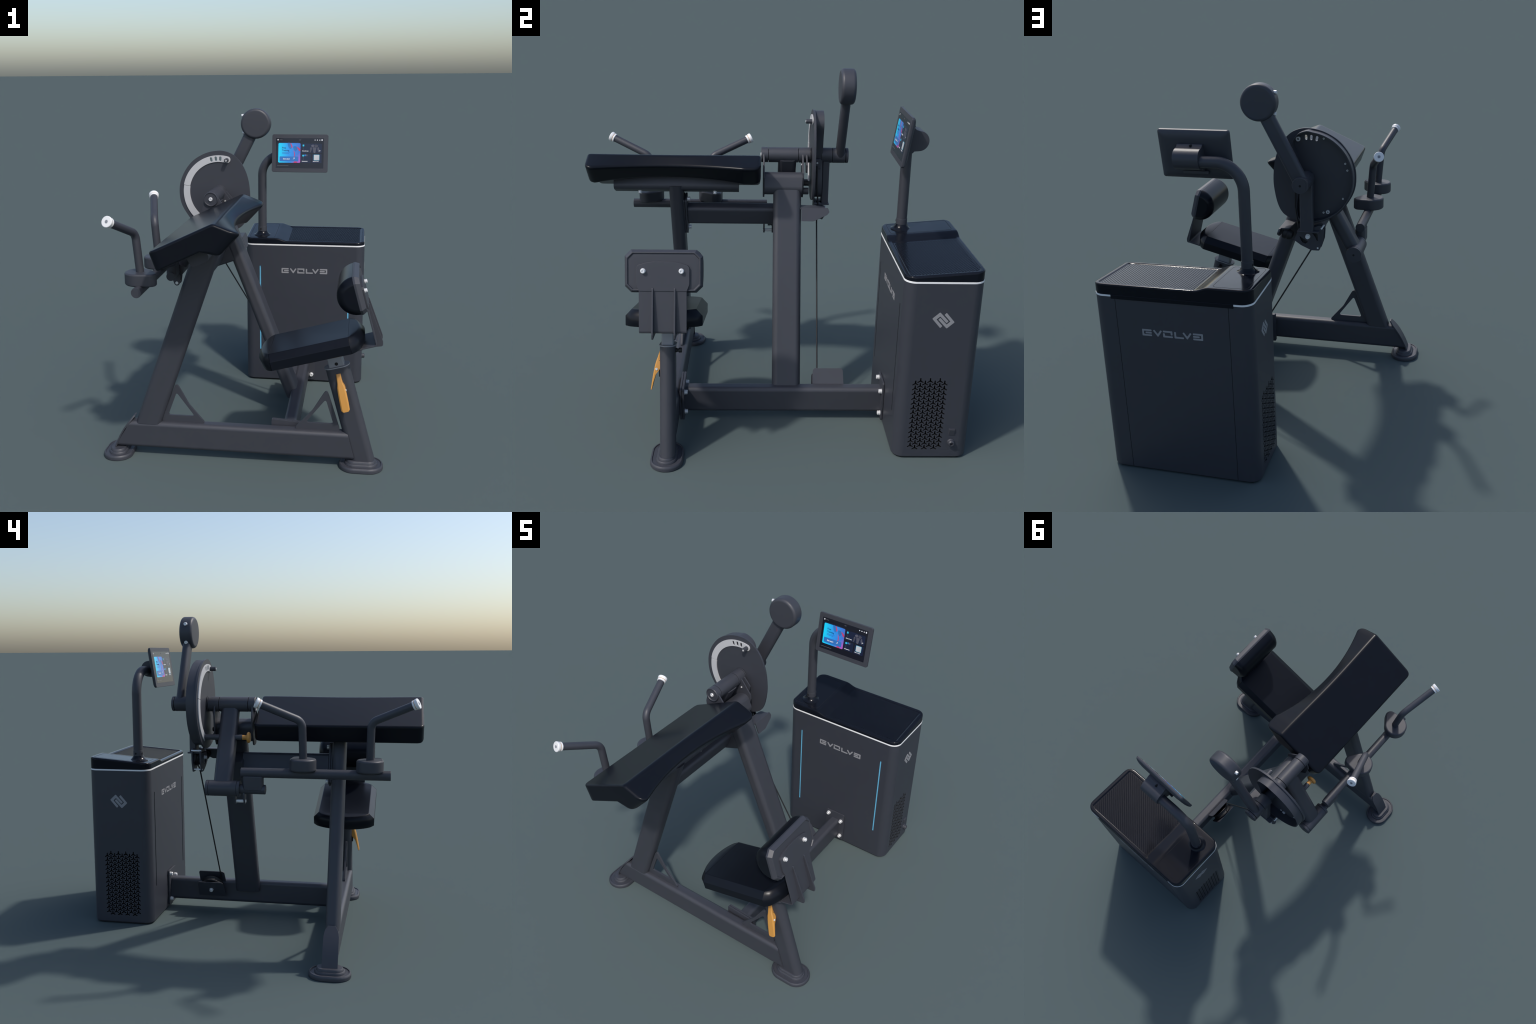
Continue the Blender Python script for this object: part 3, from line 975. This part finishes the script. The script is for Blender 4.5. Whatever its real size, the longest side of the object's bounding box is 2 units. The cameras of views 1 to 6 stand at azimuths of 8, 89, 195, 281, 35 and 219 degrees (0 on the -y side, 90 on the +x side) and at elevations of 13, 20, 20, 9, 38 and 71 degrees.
# lettering
def lettering_paths():
    """strokes of the word, in units along the word (x) and letter height 0..1"""
    return [[(470, 1), (187, 1), (187, 0), (470, 0)], [(270, .5), (470, .5)],
            [(540, 1.1), (668, .06), (788, 1.1)],
            [(842, 1), (1122, 1), (1122, .36)], [(870, .64), (870, 0), (1155, 0)],
            [(1240, 1.1), (1240, 0), (1515, 0)],
            [(1503, 1.1), (1625, .06), (1748, 1.1)],
            [(1815, 1), (2105, 1), (2105, 0), (1815, 0)], [(1815, .5), (2025, .5)]]
def lettering(name, origin, ux):
    bm = bmesh.new()
    h, pen, unit = 0.0262, 0.0088, 1.563e-4
    for path in lettering_paths():
        outl = stroke_outline([((a - 150) * unit, b * h) for a, b in path], pen)
        plate(round_corners(outl, 0.0034, 4), [], origin, ux, (0, 0, 1), 0.0012, 0, bm)
    add(name, bm, LETTER, cabinet, weighted=False)
lettering("front_lettering", (0.0995, CY0 + .0002, 0.7795), (1, 0, 0))
lettering("rear_lettering", (0.4115, CY1 - .0002, 0.7795), (-1, 0, 0))

# interlocking hook emblem on both sides
def emblem(name, x, uy, yc, zc):
    bm = bmesh.new()
    hook = [(740, 385), (1215, 850), (1115, 950), (757, 600), (575, 755), (910, 1105), (805, 1210), (350, 720)]
    rad = [50, 28, 28, 14, 14, 28, 28, 50]
    for turn in (1, -1):      # the second hook is the first turned by half a circle
        pts = [(turn * (a - 942.5) * 0.928e-4, -turn * (b - 810) * 1.0e-4) for a, b in hook]
        plate(round_corners(pts, [r * 1e-4 for r in rad], 4), [], (x, yc, zc), (0, uy, 0), (0, 0, 1), 0.0012, 0, bm)
    add(name, bm, LETTER, cabinet, weighted=False)
emblem("side_emblem", CX1 - .0002, 1, 0.807, 0.7765)
emblem("side_emblem", CX0 + .0002, -1, 0.807, 0.7765)

# power switch and cable gland on the right side
bm = beam((CX1 - .003, 0.9065, 0.157), (CX1 + .003, 0.9065, 0.157), 0.036, 0.033, 0.003, (0, 0, 1), bev=0.001)
switch = add("power_switch", bm, PAINT, cabinet)
bm = bmesh.new()
loft(bm, [[V((CX1 + .0025, y, z)) for y, z in ((.892, .141), (.921, .141), (.921, .172), (.892, .172))],
          [V((CX1 + (.009 if z > .16 else .0035), y, z)) for y, z in ((.893, .142), (.920, .142), (.920, .171), (.893, .171))]])
add("switch_rocker", bm, PAINT, cabinet)
bm = lathe([(0.0195, -.003), (0.0195, .003), (0.0165, .006), (0.0165, .016), (0.013, .021), (0.008, .021), (0.0075, .010), (0, .010)], (CX1, 0.907, 0.096), (1, 0, -.05), 24)
add("cable_gland", bm, PAINT, cabinet)

# =================================================================== SCREEN
PXc, PYc = -0.0405, 0.710
bm = lathe([(0.060, -.012), (0.058, -.001), (0.050, .0022), (0.043, .0075), (0.037, .015), (0.0335, .022), (0.0318, .026)], (PXc, PYc, 1.0225), (0, 0, 1), 40)
add("post_flare", bm, PLASTIC, cabinet)
bm = lathe([(0.0298, 0), (0.0303, .002), (0.0303, .042), (0.0296, .044)], (PXc, PYc, 1.036), (0, 0, 1), 40)
screen_post = add("screen_post", bm, PAINT)
bm = pipe(bent_path([(PXc, PYc, 1.06), (PXc, PYc, 1.5635), (0.24, PYc, 1.5635)], 0.135, 20), 0.0285, 36)
add("post_tube", bm, PAINT, screen_post)
bm = rod((PXc - .008, PYc - .0285, 1.063), (PXc - .008, PYc - .0306, 1.063), 0.0062, 0, 12)
add("post_hole", bm, DARK, screen_post)
bm = rod((PXc - .0285, PYc + .006, 1.063), (PXc - .0306, PYc + .006, 1.063), 0.0062, 0, 12)
add("post_hole", bm, DARK, screen_post)

SC = V((0.219, 0.620, 1.5835))
su = V((1, -0.026, 0)).normalized()
sn = V((0.026 * -0.988, -0.988, 0.152)).normalized()
sv = sn.cross(su).normalized()
su = sv.cross(sn)
SM = Matrix(((su.x, sv.x, sn.x, SC.x), (su.y, sv.y, sn.y, SC.y), (su.z, sv.z, sn.z, SC.z), (0, 0, 0, 1)))
def screen_part(name, bm, mat, parent, **k):
    ob = add(name, bm, mat, parent, **k)
    if parent is None:
        ob.matrix_local = SM        # the pieces on the screen inherit this placement
    return ob
SW, SH = 0.366, 0.246
bm = bmesh.new()
secs = []
for off, z, r in ((-.0015, 0, .010), (0, -.0015, .012), (0, -.012, .012), (-.003, -.0165, .012), (-.012, -.0225, .012), (-.026, -.0275, .012), (-.045, -.0300, .012)):
    secs.append([V((a, b, z)) for a, b in rounded_rectangle(SW + 2 * off, SH + 2 * off, r, 5)])
loft(bm, secs)
screen = screen_part("screen_housing", bm, PAINT, None, angle=50)
# mount behind the screen, wrapped round the horizontal tube
mc = V((0.233, 0.700, 1.5735))
bm = bmesh.new()
outl = [(-0.054, 0.066), (-0.026, 0.064), (-0.018, 0.056)] + [(0.049 * math.sin(a), 0.050 * math.cos(a)) for a in [A(t) for t in range(0, 181, 12)]] + \
       [(-0.022, -0.052), (-0.028, -0.060), (-0.054, -0.070)]
loft(bm, [[V((x, mc.y + a, mc.z + b)) for a, b in outl] for x in (0.166, 0.296)])
bevel_sharp(bm, 0.003, 2, 60)
mount = add("screen_mount", bm, PAINT, None, angle=35)
bm = rod((0.222, 0.670, 1.6325), (0.222, 0.690, 1.6335), 0.0055, 0.001, 14)
add("mount_screw_hole", bm, DARK, mount)
bm = beam((0.15, 0.648, 1.497), (0.28, 0.646, 1.497), 0.016, 0.014, 0.003, (0, 0, 1), bev=0.002)
add("mount_lower_clip", bm, PAINT, mount)

# display glass and interface tiles, laid out in display coordinates (u right, v down, 0..1)
DX0, DX1, DY0, DY1 = -0.157, 0.1555, 0.098, -0.0965
def dpos(u, v):
    return (DX0 + (DX1 - DX0) * u, DY0 + (DY1 - DY0) * v)
def tile(name, u0, v0, u1, v1, mat, depth, r=0.004, parent=None):
    (x0, y0), (x1, y1) = dpos(u0, v0), dpos(u1, v1)
    pts = [(a + (x0 + x1) / 2, b + (y0 + y1) / 2) for a, b in rounded_rectangle(x1 - x0, y0 - y1, r, 4)]
    bmt = plate(pts, [], (0, 0, depth - 0.0004), (1, 0, 0), (0, 1, 0), 0.0004)
    return screen_part(name, bmt, mat, parent or screen, weighted=False)
GLASS = material("dark_display_glass", (0.010, 0.011, 0.018), rough=0.22, mottle=0.02)
CARD = material("navy_interface_tile", (0.012, 0.018, 0.045), rough=0.22, mottle=0.05)
ICON = material("white_interface_mark", (0.80, 0.80, 0.82), rough=0.3, mottle=0.01)
INK = material("navy_interface_ink", (0.010, 0.05, 0.16), rough=0.3)
TEAL = material("teal_interface_mark", (0.03, 0.55, 0.75), rough=0.3)
BODY = material("grey_figure_shading", (0.075, 0.075, 0.10), rough=0.3, mottle=0.6)
BTN = material("blue_button_tile", (0.035, 0.17, 0.50), rough=0.25, mottle=0.03)
PINK = material("crimson_figure_streak", (0.55, 0.05, 0.16), rough=0.3, mottle=0.1)
STEELBLUE = material("blue_figure_shading", (0.03, 0.17, 0.46), rough=0.3, mottle=0.2)
FAINT = material("faint_interface_text", (0.16, 0.16, 0.18), rough=0.3)
BORDER = material("lilac_tile_border", (0.10, 0.55, 0.72), rough=0.3)
PALE = material("pale_code_tile", (0.50, 0.50, 0.52), rough=0.3, mottle=0.1)

def gradient_card():
    m = bpy.data.materials.new("cyan_to_magenta_gradient")
    m.use_nodes = True
    nt = m.node_tree; b = nt.nodes["Principled BSDF"]
    tcn = nt.nodes.new("ShaderNodeTexCoord"); sep = nt.nodes.new("ShaderNodeSeparateXYZ")
    nt.links.new(tcn.outputs["Object"], sep.inputs[0])
    mr = nt.nodes.new("ShaderNodeMapRange")
    mr.inputs[1].default_value = -0.142; mr.inputs[2].default_value = 0.005
    nt.links.new(sep.outputs["X"], mr.inputs[0])
    r1 = nt.nodes.new("ShaderNodeValToRGB")
    els = r1.color_ramp.elements
    els[0].color = (0.012, 0.72, 1.0, 1); els[0].position = 0.0
    els[1].color = (0.06, 0.16, 0.58, 1); els[1].position = 1.0
    e = els.new(0.45); e.color = (0.03, 0.33, 0.85, 1)
    nt.links.new(mr.outputs[0], r1.inputs[0])
    mx = nt.nodes.new("ShaderNodeMath"); mx.operation = 'MULTIPLY_ADD'
    mx.inputs[1].default_value = -0.9; mx.inputs[2].default_value = 0.0
    nt.links.new(sep.outputs["Y"], mx.inputs[0])
    ad = nt.nodes.new("ShaderNodeMath"); ad.operation = 'ADD'
    nt.links.new(mx.outputs[0], ad.inputs[0]); nt.links.new(sep.outputs["X"], ad.inputs[1])
    mr2 = nt.nodes.new("ShaderNodeMapRange")
    mr2.inputs[1].default_value = -0.01; mr2.inputs[2].default_value = 0.06
    nt.links.new(ad.outputs[0], mr2.inputs[0])
    mix = nt.nodes.new("ShaderNodeMix"); mix.data_type = 'RGBA'
    mix.inputs[7].default_value = (0.55, 0.10, 0.50, 1)
    nt.links.new(mr2.outputs[0], mix.inputs[0]); nt.links.new(r1.outputs[0], mix.inputs[6])
    nt.links.new(mix.outputs[2], b.inputs["Base Color"])
    b.inputs["Roughness"].default_value = 0.25
    return m
CARDGRAD = gradient_card()

pts = rounded_rectangle(DX1 - DX0, DY0 - DY1, 0.0015, 2)
bm = plate([(a + (DX0 + DX1) / 2, b + (DY0 + DY1) / 2) for a, b in pts], [], (0, 0, -0.0002), (1, 0, 0), (0, 1, 0), 0.0006)
display = screen_part("display_panel", bm, GLASS, screen, weighted=False)

tile("interface_tile", .035, .135, .475, .80, CARD, .0006, .006)
tile("feature_tile", .050, .165, .515, .820, CARDGRAD, .0010, .007)
tile("interface_tile", .535, .180, .960, .485, CARD, .0008, .004)
tile("interface_tile", .535, .520, .735, .820, CARD, .0008, .004)
tile("interface_tile", .758, .520, .960, .820, CARD, .0008, .004)
# figure on the feature tile: back of a shoulder and upper arm as plain curved shapes
def blob(name, ctrl, mat, depth):
    b = plate(smooth_closed([dpos(*q) for q in ctrl], 5), [], (0, 0, depth - .0003), (1, 0, 0), (0, 1, 0), 0.0003)
    return screen_part(name, b, mat, screen, weighted=False)
blob("figure_shape", [(.245, .170), (.30, .170), (.335, .26), (.335, .33), (.30, .36), (.265, .30)], STEELBLUE, .0012)
blob("figure_shape", [(.300, .172), (.315, .172), (.340, .25), (.348, .30), (.332, .33), (.318, .26)], PINK, .0013)
blob("figure_shape", [(.365, .285), (.40, .265), (.44, .29), (.45, .35), (.41, .44), (.385, .40), (.365, .34)], STEELBLUE, .0012)
blob("figure_shape", [(.435, .285), (.47, .31), (.508, .36), (.508, .43), (.48, .41), (.455, .34)], PINK, .0013)
blob("figure_shape", [(.372, .40), (.395, .48), (.402, .56), (.392, .63), (.376, .63), (.386, .55), (.378, .47)], PINK, .0013)
blob("figure_shape", [(.388, .66), (.405, .68), (.440, .79), (.450, .817), (.375, .817), (.395, .76)], PINK, .0012)
tile("button_tile", .080, .612, .475, .772, BTN, .0015, .004)
# interface words
def words(name, text, u, v, size, mat, depth, bold=0.0):
    cu = bpy.data.curves.new("words", 'FONT')
    cu.body = text; cu.size = size; cu.extrude = 0.00015; cu.offset = bold
    cu.resolution_u = 2
    tmp = bpy.data.objects.new("words", cu)
    bpy.context.scene.collection.objects.link(tmp)
    d = bpy.context.evaluated_depsgraph_get()
    me = bpy.data.meshes.new_from_object(tmp.evaluated_get(d))
    bpy.data.objects.remove(tmp); bpy.data.curves.remove(cu)
    x, y = dpos(u, v)
    for vert in me.vertices:
        vert.co.x += x; vert.co.y += y; vert.co.z += depth
    me.name = name
    me.materials.clear(); me.materials.append(mat)
    ob = bpy.data.objects.new(name, me)
    bpy.context.scene.collection.objects.link(ob)
    ob.parent = screen
words("interface_words", "Free", .128, .345, .0145, INK, .0017, .0001)
words("interface_words", "Training", .128, .432, .0145, INK, .0017, .0001)
words("interface_words", "Get start", .150, .712, .0122, ICON, .0019, .0004)
words("interface_words", "Strength test", .552, .437, .0078, ICON, .0012, .0003)
words("interface_words", "Assessment", .548, .778, .0078, ICON, .0012, .0003)
words("interface_words", "Scan to login", .780, .780, .0072, ICON, .0012, .0003)
words("interface_words", "Training", .072, .068, .0058, FAINT, .0010, .0002)
words("interface_words", "12:30", .482, .068, .0058, FAINT, .0010, .0002)
for v, n in ((.478, .17), (.512, .15)):
    tile("interface_text_line", .130, v, .130 + n, v + .012, BTN, .0014, .0006)
tile("interface_text_line", .03, .918, .27, .926, FAINT, .0009, .0004)
# marks
tile("interface_mark", .026, .035, .052, .080, ICON, .0010, .0035)
for u in (.805, .853, .903):
    tile("interface_mark", u, .045, u + .022, .075, ICON, .0010, .0028)
tile("interface_mark", .948, .034, .974, .082, ICON, .0010, .0020)
tile("interface_mark", .560, .212, .592, .272, TEAL, .0012, .002)
tile("interface_mark", .556, .550, .594, .610, TEAL, .0012, .0045)
tile("interface_mark", .602, .540, .632, .595, BTN, .0012, .001)
tile("interface_mark", .634, .540, .664, .595, BODY, .0012, .001)
tile("interface_text_line", .576, .300, .5775, .40, FAINT, .0012, .0002)
tile("interface_text_line", .576, .62, .5785, .745, FAINT, .0012, .0002)
tile("code_tile_border", .796, .545, .914, .735, BORDER, .0011, .003)
tile("code_tile", .801, .553, .909, .727, PALE, .0013, .002)
# arrows
def arrow(u, v, s):
    x, y = dpos(u, v)
    for path in ([(-s, -s), (s, s)], [(-s * .4, s), (s, s), (s, -s * .4)]):
        b = plate(stroke_outline([(x + a, y + c_) for a, c_ in path], s * .38), [], (0, 0, .0017), (1, 0, 0), (0, 1, 0), .0003)
        screen_part("interface_arrow", b, ICON, screen, weighted=False)
arrow(.378, .682, .0050)
arrow(.915, .420, .0038)
# muscular torso picture on the right tile, as plain grey lobes
for pts_ in ([(.735, .25), (.765, .215), (.80, .22), (.80, .28), (.765, .30)], [(.815, .22), (.85, .215), (.885, .25), (.855, .30), (.815, .28)],
             [(.775, .31), (.843, .31), (.835, .40), (.825, .478), (.79, .478), (.78, .40)],
             [(.722, .31), (.745, .30), (.752, .36), (.735, .44), (.715, .478), (.712, .40)], [(.875, .30), (.898, .31), (.91, .40), (.905, .46), (.885, .43), (.868, .36)]):
    blob("figure_shape", pts_, BODY, .0012)

# remove hidden helpers
for ob in (BOLT, SMALL):
    bpy.data.objects.remove(ob)
